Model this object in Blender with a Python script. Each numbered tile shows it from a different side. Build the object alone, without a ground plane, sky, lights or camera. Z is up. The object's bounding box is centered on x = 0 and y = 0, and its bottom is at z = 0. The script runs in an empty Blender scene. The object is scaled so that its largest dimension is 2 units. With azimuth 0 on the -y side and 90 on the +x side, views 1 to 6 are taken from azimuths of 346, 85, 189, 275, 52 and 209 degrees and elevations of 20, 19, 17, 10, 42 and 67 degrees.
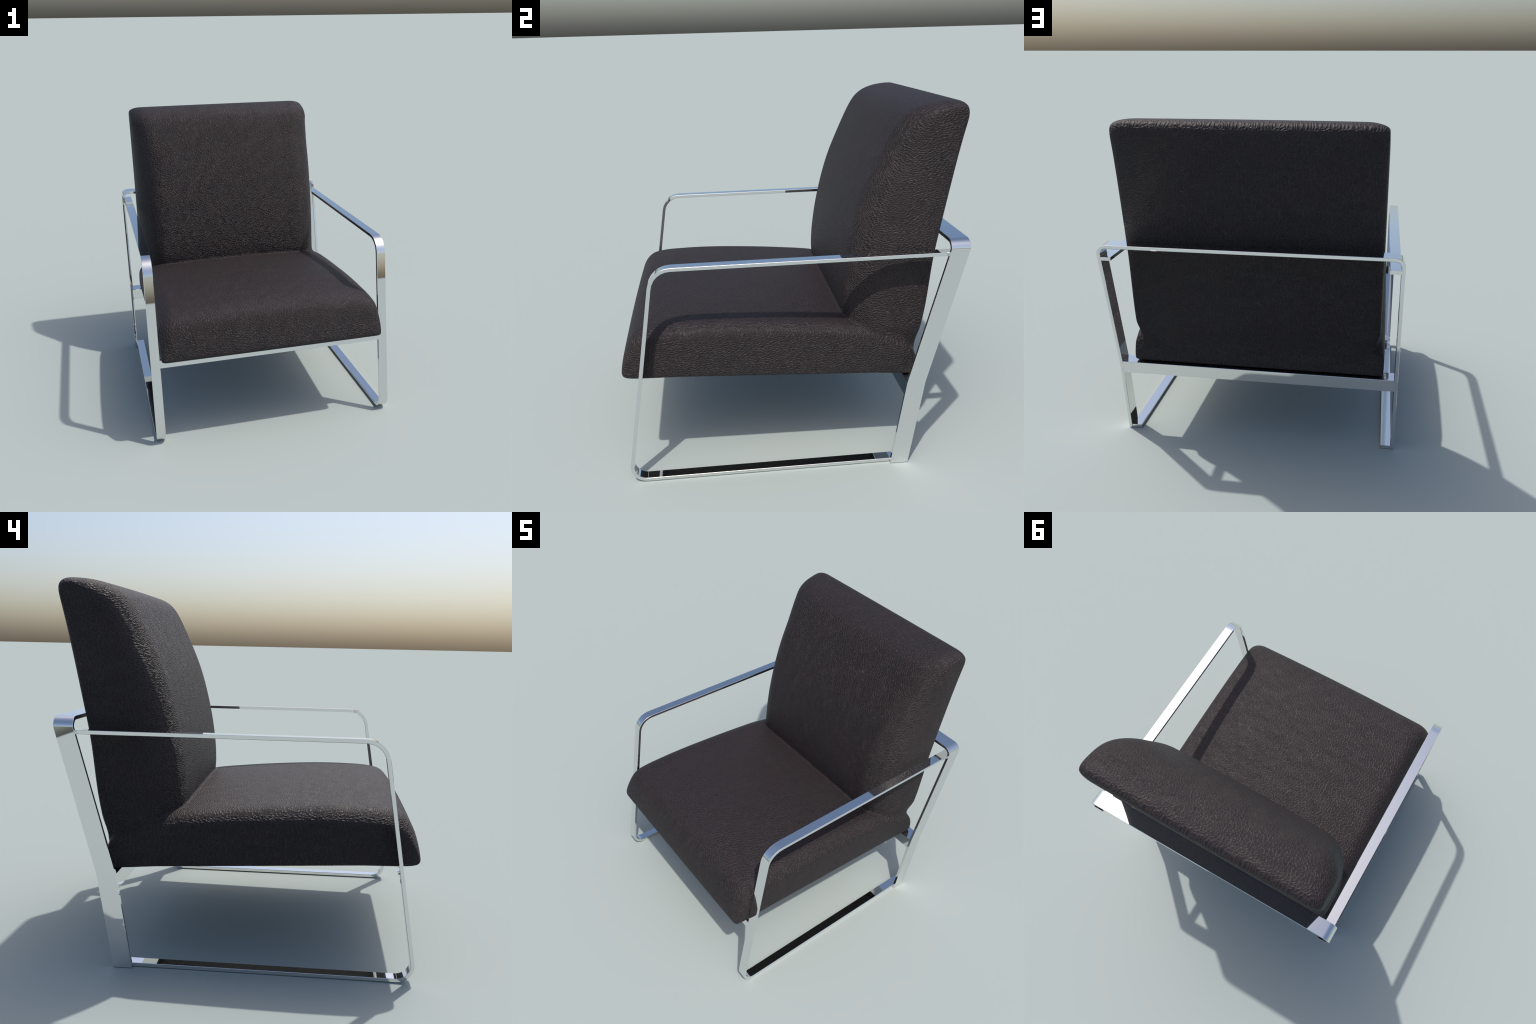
"""Low lounge armchair: chrome flat-bar frame, dark brown grained-leather seat and backrest."""
import bpy, bmesh, math
import numpy as np
from mathutils import Vector
from mathutils.bvhtree import BVHTree

# ------------------------------------------------------------------ dimensions (metres)
LEG_OUT, BAR_T = 0.848, 0.020        # outer face of rear legs (x), bar thickness
LEG_W = 0.1015                       # depth (y) of the rear flat bar
TOP_Z = 1.313                        # top of the bar that runs behind the backrest
BEND_Z, SHEAR_TOP = 0.508, 1.261     # kink of the rear legs, end of their slope
RAIL_IN, RAIL_OUT = 0.767, 0.8285    # side loop, x range
CUSHION_X = -0.005                   # the upholstery sits a touch off centre
CH = 0.0016                          # chamfer that catches the light


# ------------------------------------------------------------------ node helpers
def new_mat(name):
    m = bpy.data.materials.new(name)
    m.use_nodes = True
    nt = m.node_tree
    return m, nt, nt.nodes["Principled BSDF"]


def node(nt, kind, **props):
    n = nt.nodes.new(kind)
    for k, v in props.items():
        setattr(n, k, v)
    return n


def math_node(nt, op, a, b=None, clamp=False):
    n = node(nt, "ShaderNodeMath", operation=op, use_clamp=clamp)
    for i, v in enumerate((a, b)):
        if v is None:
            continue
        if isinstance(v, (int, float)):
            n.inputs[i].default_value = v
        else:
            nt.links.new(v, n.inputs[i])
    return n.outputs[0]


def chrome_material():
    m, nt, b = new_mat("polished_chrome")
    b.inputs["Base Color"].default_value = (0.80, 0.805, 0.80, 1)
    b.inputs["Metallic"].default_value = 1.0
    b.inputs["Roughness"].default_value = 0.03
    return m


def leather_material():
    m, nt, b = new_mat("grained_leather")
    L = nt.links.new
    tc = node(nt, "ShaderNodeTexCoord")
    geo = node(nt, "ShaderNodeNewGeometry")

    # slow warp so the grain does not run in straight rows
    warp = node(nt, "ShaderNodeTexNoise")
    warp.inputs["Scale"].default_value = 11
    warp.inputs["Detail"].default_value = 2
    L(tc.outputs["Object"], warp.inputs["Vector"])
    sub = node(nt, "ShaderNodeVectorMath", operation="SUBTRACT")
    L(warp.outputs["Color"], sub.inputs[0])
    sub.inputs[1].default_value = (0.5, 0.5, 0.5)
    scl = node(nt, "ShaderNodeVectorMath", operation="SCALE")
    L(sub.outputs[0], scl.inputs[0])
    scl.inputs["Scale"].default_value = 0.035
    add = node(nt, "ShaderNodeVectorMath", operation="ADD")
    L(tc.outputs["Object"], add.inputs[0])
    L(scl.outputs[0], add.inputs[1])

    def pebbles(u, w):
        """Fine raised wrinkles round shallow cells, with finer grain on top."""
        mp = node(nt, "ShaderNodeCombineXYZ")
        L(math_node(nt, "MULTIPLY", u, 53), mp.inputs["X"])
        L(math_node(nt, "MULTIPLY", w, 94), mp.inputs["Y"])
        v = node(nt, "ShaderNodeTexVoronoi", feature="DISTANCE_TO_EDGE", voronoi_dimensions="2D")
        L(mp.outputs[0], v.inputs["Vector"])
        v.inputs["Scale"].default_value = 1.0
        r = node(nt, "ShaderNodeMapRange", interpolation_type="SMOOTHSTEP")
        r.inputs["From Min"].default_value = -0.06
        r.inputs["From Max"].default_value = 0.36
        r.inputs["To Min"].default_value = 1.0
        r.inputs["To Max"].default_value = 0.0
        L(v.outputs["Distance"], r.inputs["Value"])
        fine = node(nt, "ShaderNodeTexNoise")
        fine.inputs["Scale"].default_value = 2.2
        fine.inputs["Detail"].default_value = 2
        L(mp.outputs[0], fine.inputs["Vector"])
        return math_node(nt, "ADD", r.outputs[0], math_node(nt, "MULTIPLY", fine.outputs["Fac"], 0.10))

    at = node(nt, "ShaderNodeSeparateXYZ")
    L(add.outputs[0], at.inputs[0])
    px, py, pz = at.outputs
    front_top = pebbles(px, math_node(nt, "ADD", py, pz))   # wraps over the rounded front edges
    side = pebbles(py, pz)                                  # flanks: cells long in y
    sx = node(nt, "ShaderNodeSeparateXYZ")
    L(geo.outputs["Normal"], sx.inputs[0])
    ax = math_node(nt, "ABSOLUTE", sx.outputs["X"])
    face = node(nt, "ShaderNodeMapRange", interpolation_type="SMOOTHSTEP")
    face.inputs["From Min"].default_value = 0.62
    face.inputs["From Max"].default_value = 0.74
    L(ax, face.inputs["Value"])
    mix = node(nt, "ShaderNodeMix", data_type="FLOAT")
    L(face.outputs[0], mix.inputs["Factor"])
    L(front_top, mix.inputs["A"])
    L(side, mix.inputs["B"])
    height = mix.outputs["Result"]

    # strength of the grain varies in patches
    patch = node(nt, "ShaderNodeTexNoise")
    patch.inputs["Scale"].default_value = 6
    patch.inputs["Detail"].default_value = 2
    L(tc.outputs["Object"], patch.inputs["Vector"])
    amount = node(nt, "ShaderNodeMapRange")
    amount.inputs["From Min"].default_value = 0.3
    amount.inputs["From Max"].default_value = 0.7
    amount.inputs["To Min"].default_value = 0.75
    amount.inputs["To Max"].default_value = 1.0
    L(patch.outputs["Fac"], amount.inputs["Value"])
    # bump weakened on upward faces to keep their grazing sky sheen smooth
    flat = node(nt, "ShaderNodeMapRange", interpolation_type="SMOOTHSTEP")
    flat.inputs["From Min"].default_value = 0.45
    flat.inputs["From Max"].default_value = 0.95
    flat.inputs["To Min"].default_value = 1.0
    flat.inputs["To Max"].default_value = 0.5
    L(sx.outputs["Z"], flat.inputs["Value"])
    relief = math_node(nt, "MULTIPLY", amount.outputs[0], flat.outputs[0])
    h = math_node(nt, "MULTIPLY", height, relief)

    bump = node(nt, "ShaderNodeBump")
    bump.inputs["Strength"].default_value = 1.0
    bump.inputs["Distance"].default_value = 0.0041
    L(h, bump.inputs["Height"])
    L(bump.outputs[0], b.inputs["Normal"])

    # colour: purplish to neutral brown; skylight on ridges, shade in cells painted in
    tone = node(nt, "ShaderNodeTexNoise")
    tone.inputs["Scale"].default_value = 5.5
    tone.inputs["Detail"].default_value = 3
    L(tc.outputs["Object"], tone.inputs["Vector"])
    ramp = node(nt, "ShaderNodeValToRGB")
    ramp.color_ramp.elements[0].position = 0.36
    ramp.color_ramp.elements[0].color = (0.0164, 0.0130, 0.0138, 1)
    ramp.color_ramp.elements[1].position = 0.64
    ramp.color_ramp.elements[1].color = (0.0184, 0.0130, 0.0141, 1)
    L(tone.outputs["Fac"], ramp.inputs["Fac"])
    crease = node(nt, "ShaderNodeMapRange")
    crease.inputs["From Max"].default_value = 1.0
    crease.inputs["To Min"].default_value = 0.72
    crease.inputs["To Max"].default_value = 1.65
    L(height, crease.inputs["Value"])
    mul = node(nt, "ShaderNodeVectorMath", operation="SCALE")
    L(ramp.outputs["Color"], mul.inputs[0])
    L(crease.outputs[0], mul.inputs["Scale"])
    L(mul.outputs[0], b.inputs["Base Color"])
    b.inputs["Roughness"].default_value = 0.57
    b.inputs["Specular IOR Level"].default_value = 0.30
    return m


# ------------------------------------------------------------------ mesh helpers
def make_object(name, bm, mat, sharp_deg, parent):
    bmesh.ops.recalc_face_normals(bm, faces=bm.faces)
    me = bpy.data.meshes.new(name)
    bm.to_mesh(me)
    bm.free()
    me.materials.append(mat)
    me.shade_smooth()
    if sharp_deg:
        me.set_sharp_from_angle(angle=math.radians(sharp_deg))
    ob = bpy.data.objects.new(name, me)
    bpy.context.collection.objects.link(ob)
    ob.parent = parent
    return ob


def sweep(bm, rings):
    """Skin a list of equal-length vertex rings and close both ends."""
    vr = [[bm.verts.new(p) for p in r] for r in rings]
    n = len(vr[0])
    for a, b in zip(vr, vr[1:]):
        for i in range(n):
            bm.faces.new((a[i], a[(i + 1) % n], b[(i + 1) % n], b[i]))
    bm.faces.new(vr[0][::-1])
    bm.faces.new(vr[-1])


def bar_section(t, w):
    """Chamfered rectangle: (along thickness 0..t, along width 0..w)."""
    c = CH
    return [(c, 0), (t - c, 0), (t, c), (t, w - c), (t - c, w), (c, w), (0, w - c), (0, c)]


def fillet(p0, p1, p2, r, seg):
    """Points and outward-left normals of an arc that rounds the corner p1."""
    d0, d1 = (p1 - p0).normalized(), (p2 - p1).normalized()
    turn = d0.angle_signed(d1)            # clockwise positive
    tan = r * math.tan(abs(turn) / 2)
    s = -1 if turn > 0 else 1
    n0 = Vector((-d0.y, d0.x)) * s        # toward the centre
    centre = p1 - d0 * tan + n0 * r
    out = []
    for i in range(seg + 1):
        a = -turn * i / seg
        v = -n0
        rot = Vector((v.x * math.cos(a) - v.y * math.sin(a), v.x * math.sin(a) + v.y * math.cos(a)))
        out.append((centre + rot * r, rot))
    return out


# ------------------------------------------------------------------ frame
def rear_edge_y(z):
    if z <= BEND_Z:
        return 0.639 + (0.7195 - 0.639) * z / BEND_Z
    if z <= SHEAR_TOP:
        return 0.7195 + (0.922 - 0.7195) * (z - BEND_Z) / (SHEAR_TOP - BEND_Z)
    return 0.922


def build_rear_frame(mat, root):
    R = 0.052
    path = []                                         # (outer x, outer z, normal)
    for z in (0.0, BEND_Z, SHEAR_TOP - 0.36):  # last ring tilts shading normals for the brown horizon glint below the corner
        path.append((Vector((LEG_OUT, z)), Vector((1, 0))))
    path += fillet(Vector((LEG_OUT, 0)), Vector((LEG_OUT, TOP_Z)), Vector((0, TOP_Z)), R, 5)
    left = [(Vector((-p.x, p.y)), Vector((-n.x, n.y))) for p, n in reversed(path)]
    bm = bmesh.new()
    rings = []
    for p, n in path + left:
        y1 = rear_edge_y(p.y) if abs(n.x) > 0.99 else 0.922
        ring = []
        for t, w in bar_section(BAR_T, LEG_W):
            q = p - n * t
            ring.append((q.x, y1 - w, q.y))
        rings.append(ring)
    sweep(bm, rings)
    return make_object("rear_frame", bm, mat, 30, root)


def build_side_loop(mat, root):
    top, slope = 1.2445, 0.1665
    a = Vector((0.9215, top))
    b = Vector((-0.7295, top))
    c = Vector((-0.7295 - slope * top, 0.0))
    d = Vector((0.634, 0.0))
    path = [(a, Vector((0, 1)))]
    down = (c - b).normalized()
    top_bend = fillet(a, b, c, 0.124, 6)
    low_bend = fillet(b, c, d, 0.090, 6)
    # ring spacing blends the normals, drawing the horizon reflection down the leg
    path += top_bend
    path.append((top_bend[-1][0] + down * 0.56, top_bend[-1][1]))
    path += low_bend
    path.append((low_bend[-1][0] + Vector((0.02, 0)), low_bend[-1][1]))
    path.append((d, Vector((0, -1))))
    bm = bmesh.new()
    w = RAIL_OUT - RAIL_IN
    rings = []
    for p, n in path:
        rings.append([(x - w / 2, (p - n * t).x, (p - n * t).y) for t, x in bar_section(BAR_T, w)])
    sweep(bm, rings)
    xc = (RAIL_IN + RAIL_OUT) / 2
    right = make_object("side_frame", bm, mat, 30, root)
    right.location.x = xc
    leftob = right.copy()
    leftob.location.x = -xc
    bpy.context.collection.objects.link(leftob)


def build_crossbar(name, profile, half, mat, root):
    """Straight bar along x with a four-sided (y, z) profile and chamfered long edges."""
    pts = []
    n = len(profile)
    for i, p in enumerate(profile):
        p = Vector(p)
        for q in (profile[i - 1], profile[(i + 1) % n]):
            pts.append(p + (Vector(q) - p).normalized() * CH)
    bm = bmesh.new()
    sweep(bm, [[(x, p.x, p.y) for p in pts] for x in (-half, half)])
    return make_object(name, bm, mat, 30, root)


# ------------------------------------------------------------------ cushions
def smooth_closed(ctrl, n):
    """Closed Catmull-Rom curve through the control points, resampled to equal steps.
    Every control carries extra parameters that are interpolated along."""
    m = len(ctrl)
    raw = []
    for i in range(m):
        P = [ctrl[(i + k - 1) % m] for k in range(4)]
        pts = [Vector(p[:2]) for p in P]
        # centripetal knots keep short segments beside long ones from overshooting
        t = [0.0]
        for k in range(3):
            t.append(t[-1] + max((pts[k + 1] - pts[k]).length, 1e-5) ** 0.5)
        for j in range(24):
            u = t[1] + (t[2] - t[1]) * j / 24
            A = [pts[k] * ((t[k + 1] - u) / (t[k + 1] - t[k])) + pts[k + 1] * ((u - t[k]) / (t[k + 1] - t[k])) for k in range(3)]
            B = [A[k] * ((t[k + 2] - u) / (t[k + 2] - t[k])) + A[k + 1] * ((u - t[k]) / (t[k + 2] - t[k])) for k in range(2)]
            c = B[0] * ((t[2] - u) / (t[2] - t[1])) + B[1] * ((u - t[1]) / (t[2] - t[1]))
            f = j / 24
            raw.append((c, [P[1][k] * (1 - f) + P[2][k] * f for k in range(2, len(P[1]))]))
    lens = [0.0]
    for i in range(len(raw)):
        lens.append(lens[-1] + (raw[(i + 1) % len(raw)][0] - raw[i][0]).length)
    out, k = [], 0
    for i in range(n):
        s = lens[-1] * i / n
        while lens[k + 1] < s:
            k += 1
        f = (s - lens[k]) / max(lens[k + 1] - lens[k], 1e-9)
        a, b = raw[k], raw[(k + 1) % len(raw)]
        out.append((a[0].lerp(b[0], f), [p * (1 - f) + q * f for p, q in zip(a[1], b[1])]))
    # soften the interpolated parameters
    for _ in range(6):
        prm = [[(out[i - 1][1][k] + 2 * out[i][1][k] + out[(i + 1) % n][1][k]) / 4
                for k in range(len(out[i][1]))] for i in range(n)]
        out = [(o[0], p) for o, p in zip(out, prm)]
    return out


def build_cushion(name, ctrl, half, cap_bulge, core, mat, root, n=220, width_at=None):
    """Upholstered block: a closed side profile (y, z) carried across x and rounded over
    toward both flanks.  Controls: (y, z, inset depth, inset reach in x, crown)."""
    prof = smooth_closed(ctrl, n)
    area = sum(prof[i - 1][0].cross(prof[i][0]) for i in range(n))
    sgn = 1 if area > 0 else -1
    nrm = []
    for i in range(n):
        t = prof[(i + 1) % n][0] - prof[i - 1][0]
        nrm.append(Vector((t.y, -t.x)).normalized() * sgn)      # outward

    def ring(side, kind, f):
        pts = []
        for (p, (dep, reach, crown)), o in zip(prof, nrm):
            w = half
            flat = w - reach
            if kind == "flat":
                x, off = flat * f, 0.0
            elif kind == "round":
                a = f * math.pi / 2
                x, off = flat + reach * math.sin(a), dep * (1 - math.cos(a))
            else:
                x, off = w, dep
            q = p - o * (crown * (min(x, w) / w) ** 2)
            inward = core(q) - q
            q = q + inward.normalized() * min(off, inward.length * 0.9)
            if kind == "cap":
                q = q.lerp(core(q), f)
                x = w + cap_bulge * (1 - (1 - f) ** 2)
            if width_at:
                x *= width_at(q.x, q.y)
            pts.append((side * x + CUSHION_X, q.x, q.y))
        return pts

    rings = []
    for k in range(10, 0, -1):
        rings.append(ring(-1, "cap", k / 10.5))
    for k in range(14, 0, -1):
        rings.append(ring(-1, "round", k / 14))
    for k in range(-16, 17):
        rings.append(ring(-1 if k < 0 else 1, "flat", abs(k) / 16))
    for k in range(1, 15):
        rings.append(ring(1, "round", k / 14))
    for k in range(1, 11):
        rings.append(ring(1, "cap", k / 10.5))
    bm = bmesh.new()
    sweep(bm, rings)
    return make_object(name, bm, mat, 0, root)


def fuse_upholstery(seat, back, mat, root):
    """Seat and backrest are one upholstered body: union them, let the flanks flow together,
    keep the crease in front sharp, then part the skin again into seat and backrest."""
    trees = []
    for ob in (seat, back):
        bm = bmesh.new()
        bm.from_mesh(ob.data)
        trees.append(BVHTree.FromBMesh(bm))
        bm.free()
    bm = bmesh.new()
    bm.from_mesh(seat.data)
    bm.from_mesh(back.data)
    tmp = bpy.data.meshes.new("upholstery")
    bm.to_mesh(tmp)
    bm.free()
    ob = bpy.data.objects.new("upholstery", tmp)
    bpy.context.collection.objects.link(ob)
    rm = ob.modifiers.new("union", "REMESH")
    rm.mode = "VOXEL"
    rm.voxel_size = 0.0065
    bpy.context.view_layer.update()
    body = bpy.data.meshes.new_from_object(ob.evaluated_get(bpy.context.evaluated_depsgraph_get()))
    for o in (ob, seat, back):
        bpy.data.objects.remove(o)

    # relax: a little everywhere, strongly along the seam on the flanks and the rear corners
    n = len(body.vertices)
    co = np.empty(n * 3)
    body.vertices.foreach_get("co", co)
    co = co.reshape(-1, 3)
    ed = np.empty(len(body.edges) * 2, dtype=np.int64)
    body.edges.foreach_get("vertices", ed)
    ed = ed.reshape(-1, 2)
    deg = np.bincount(ed.ravel(), minlength=n)[:, None]
    p0, p1 = np.array((0.30, 0.785)), np.array((0.72, 0.665))      # seam seen from the side
    d = p1 - p0
    rel = co[:, 1:] - p0
    t = np.clip(rel @ d / (d @ d), 0, 1)
    dist = np.linalg.norm(rel - t[:, None] * d, axis=1)
    flank = np.clip((np.abs(co[:, 0]) - 0.69) / 0.025, 0, 1)
    seam = np.clip(1 - dist / 0.075, 0, 1) * flank * np.clip((co[:, 1] - 0.315) / 0.03, 0, 1) * np.clip((0.67 - co[:, 1]) / 0.09, 0, 1)
    seam = np.sqrt(seam)
    crease = np.clip(1 - np.abs(co[:, 1] - 0.33) / 0.05, 0, 1) * np.clip(1 - np.abs(co[:, 2] - 0.815) / 0.06, 0, 1)
    for k in range(60):
        avg = np.zeros_like(co)
        for c in range(3):
            avg[:, c] = (np.bincount(ed[:, 0], co[ed[:, 1], c], n) + np.bincount(ed[:, 1], co[ed[:, 0], c], n))
        avg /= deg
        w = 0.5 * seam
        if k < 4:
            w = np.maximum(w, 0.5 * (1 - crease))
        co += (avg - co) * w[:, None]
    body.vertices.foreach_set("co", co.ravel())
    body.update()
    body.shade_smooth()

    # part the skin by which cushion each face came from
    normals = [v.vector.copy() for v in body.vertex_normals]
    is_back = []
    for f in body.polygons:
        ds, db = (tr.find_nearest(f.center)[3] for tr in trees)
        is_back.append(db < ds)
    for name, flag in (("seat_cushion", False), ("backrest_cushion", True)):
        faces = [tuple(f.vertices) for f, b in zip(body.polygons, is_back) if b == flag]
        used = sorted({i for f in faces for i in f})
        new = {old: k for k, old in enumerate(used)}
        me = bpy.data.meshes.new(name)
        me.from_pydata([co[i] for i in used], [], [[new[i] for i in f] for f in faces])
        me.materials.append(mat)
        me.shade_smooth()
        me.normals_split_custom_set_from_vertices([normals[i] for i in used])
        part = bpy.data.objects.new(name, me)
        bpy.context.collection.objects.link(part)
        part.parent = root


def seg_core(p0, p1):
    """Nearest point on a segment (p0 p1), the medial line of a flank."""
    p0, p1 = Vector(p0), Vector(p1)
    d = p1 - p0

    def f(q):
        t = max(0.0, min(1.0, (q - p0).dot(d) / d.length_squared))
        return p0 + d * t
    return f


# y, z, inset depth, inset reach, crown
SEAT = [
    (-0.912, 0.600, 0.012, 0.030, 0.000),
    (-0.931, 0.612, 0.012, 0.040, 0.002),
    (-0.934, 0.635, 0.012, 0.050, 0.004),
    (-0.924, 0.700, 0.030, 0.070, 0.006),
    (-0.899, 0.780, 0.060, 0.100, 0.008),
    (-0.866, 0.835, 0.075, 0.110, 0.015),
    (-0.825, 0.868, 0.080, 0.110, 0.022),
    (-0.750, 0.888, 0.085, 0.110, 0.026),
    (-0.600, 0.897, 0.085, 0.110, 0.028),
    (-0.400, 0.896, 0.085, 0.110, 0.028),
    (-0.150, 0.882, 0.080, 0.110, 0.028),
    (0.100, 0.859, 0.070, 0.110, 0.026),
    (0.330, 0.829, 0.060, 0.110, 0.024),
    (0.520, 0.780, 0.060, 0.110, 0.020),
    (0.640, 0.725, 0.050, 0.100, 0.010),
    (0.688, 0.650, 0.022, 0.075, 0.000),
    (0.704, 0.560, 0.008, 0.035, 0.000),
    (0.702, 0.525, 0.008, 0.030, 0.000),
    (0.685, 0.513, 0.012, 0.030, 0.000),
    (0.400, 0.528, 0.012, 0.030, 0.000),
    (-0.100, 0.555, 0.012, 0.030, 0.000),
    (-0.600, 0.583, 0.012, 0.030, 0.000),
]
BACK = [
    (0.697, 0.540, 0.006, 0.030, 0.000),
    (0.697, 0.620, 0.010, 0.050, 0.000),
    (0.708, 0.700, 0.012, 0.060, 0.000),
    (0.727, 0.780, 0.016, 0.070, 0.000),
    (0.752, 0.900, 0.020, 0.080, 0.002),
    (0.789, 1.190, 0.022, 0.085, 0.004),
    (0.835, 1.430, 0.028, 0.090, 0.004),
    (0.889, 1.700, 0.029, 0.090, 0.005),
    (0.930, 1.890, 0.030, 0.090, 0.005),
    (0.936, 1.935, 0.030, 0.082, 0.004),
    (0.929, 1.974, 0.033, 0.085, 0.002),
    (0.900, 1.995, 0.036, 0.090, 0.000),
    (0.845, 2.000, 0.050, 0.110, 0.002),
    (0.752, 1.991, 0.065, 0.125, 0.004),
    (0.680, 1.969, 0.090, 0.140, 0.006),
    (0.625, 1.934, 0.125, 0.155, 0.008),
    (0.580, 1.880, 0.170, 0.170, 0.010),
    (0.491, 1.710, 0.230, 0.195, 0.012),
    (0.409, 1.510, 0.245, 0.200, 0.012),
    (0.346, 1.270, 0.250, 0.200, 0.012),
    (0.314, 1.080, 0.250, 0.200, 0.012),
    (0.302, 0.940, 0.245, 0.200, 0.012),
    (0.307, 0.830, 0.220, 0.190, 0.012),
    (0.345, 0.720, 0.150, 0.150, 0.006),
    (0.430, 0.600, 0.050, 0.070, 0.000),
    (0.560, 0.530, 0.010, 0.040, 0.000),
    (0.670, 0.522, 0.006, 0.030, 0.000),
]


def back_width(y, z):
    """The backrest narrows where it sinks into the seat."""
    t = max(0.0, min(1.0, (0.80 - z) / 0.15))
    return 1.0 - 0.042 * t * t * (3 - 2 * t)



def build():
    chrome, leather = chrome_material(), leather_material()
    root = bpy.data.objects.new("armchair", None)
    root["label"] = "low lounge armchair, dark brown leather cushions, chrome flat-bar frame"
    root["category"] = "armchair"
    bpy.context.collection.objects.link(root)

    build_rear_frame(chrome, root)
    build_side_loop(chrome, root)
    zt, zb = BEND_Z - 0.001, 0.428
    yt, yb = rear_edge_y(zt) - 0.0012, rear_edge_y(zb) - 0.0012
    build_crossbar("rear_crossbar", [(yt, zt), (yt - LEG_W + 0.003, zt), (yb - LEG_W + 0.003, zb), (yb, zb)],
                   LEG_OUT - BAR_T + 0.001, chrome, root)
    leg = lambda z: -0.7295 - 0.1665 * (1.2445 - z) + 0.001
    build_crossbar("front_crossbar", [(leg(0.588), 0.588), (leg(0.588) + 0.0185, 0.588),
                                      (leg(0.533) + 0.0185, 0.533), (leg(0.533), 0.533)],
                   RAIL_IN + 0.001, chrome, root)

    seat = build_cushion("seat_raw", SEAT, 0.757, 0.004, seg_core((-0.80, 0.70), (0.60, 0.62)), leather, root)
    back = build_cushion("back_raw", BACK, 0.731, 0.004, seg_core((0.62, 0.72), (0.775, 1.83)), leather, root,
                         width_at=back_width)
    fuse_upholstery(seat, back, leather, root)


build()
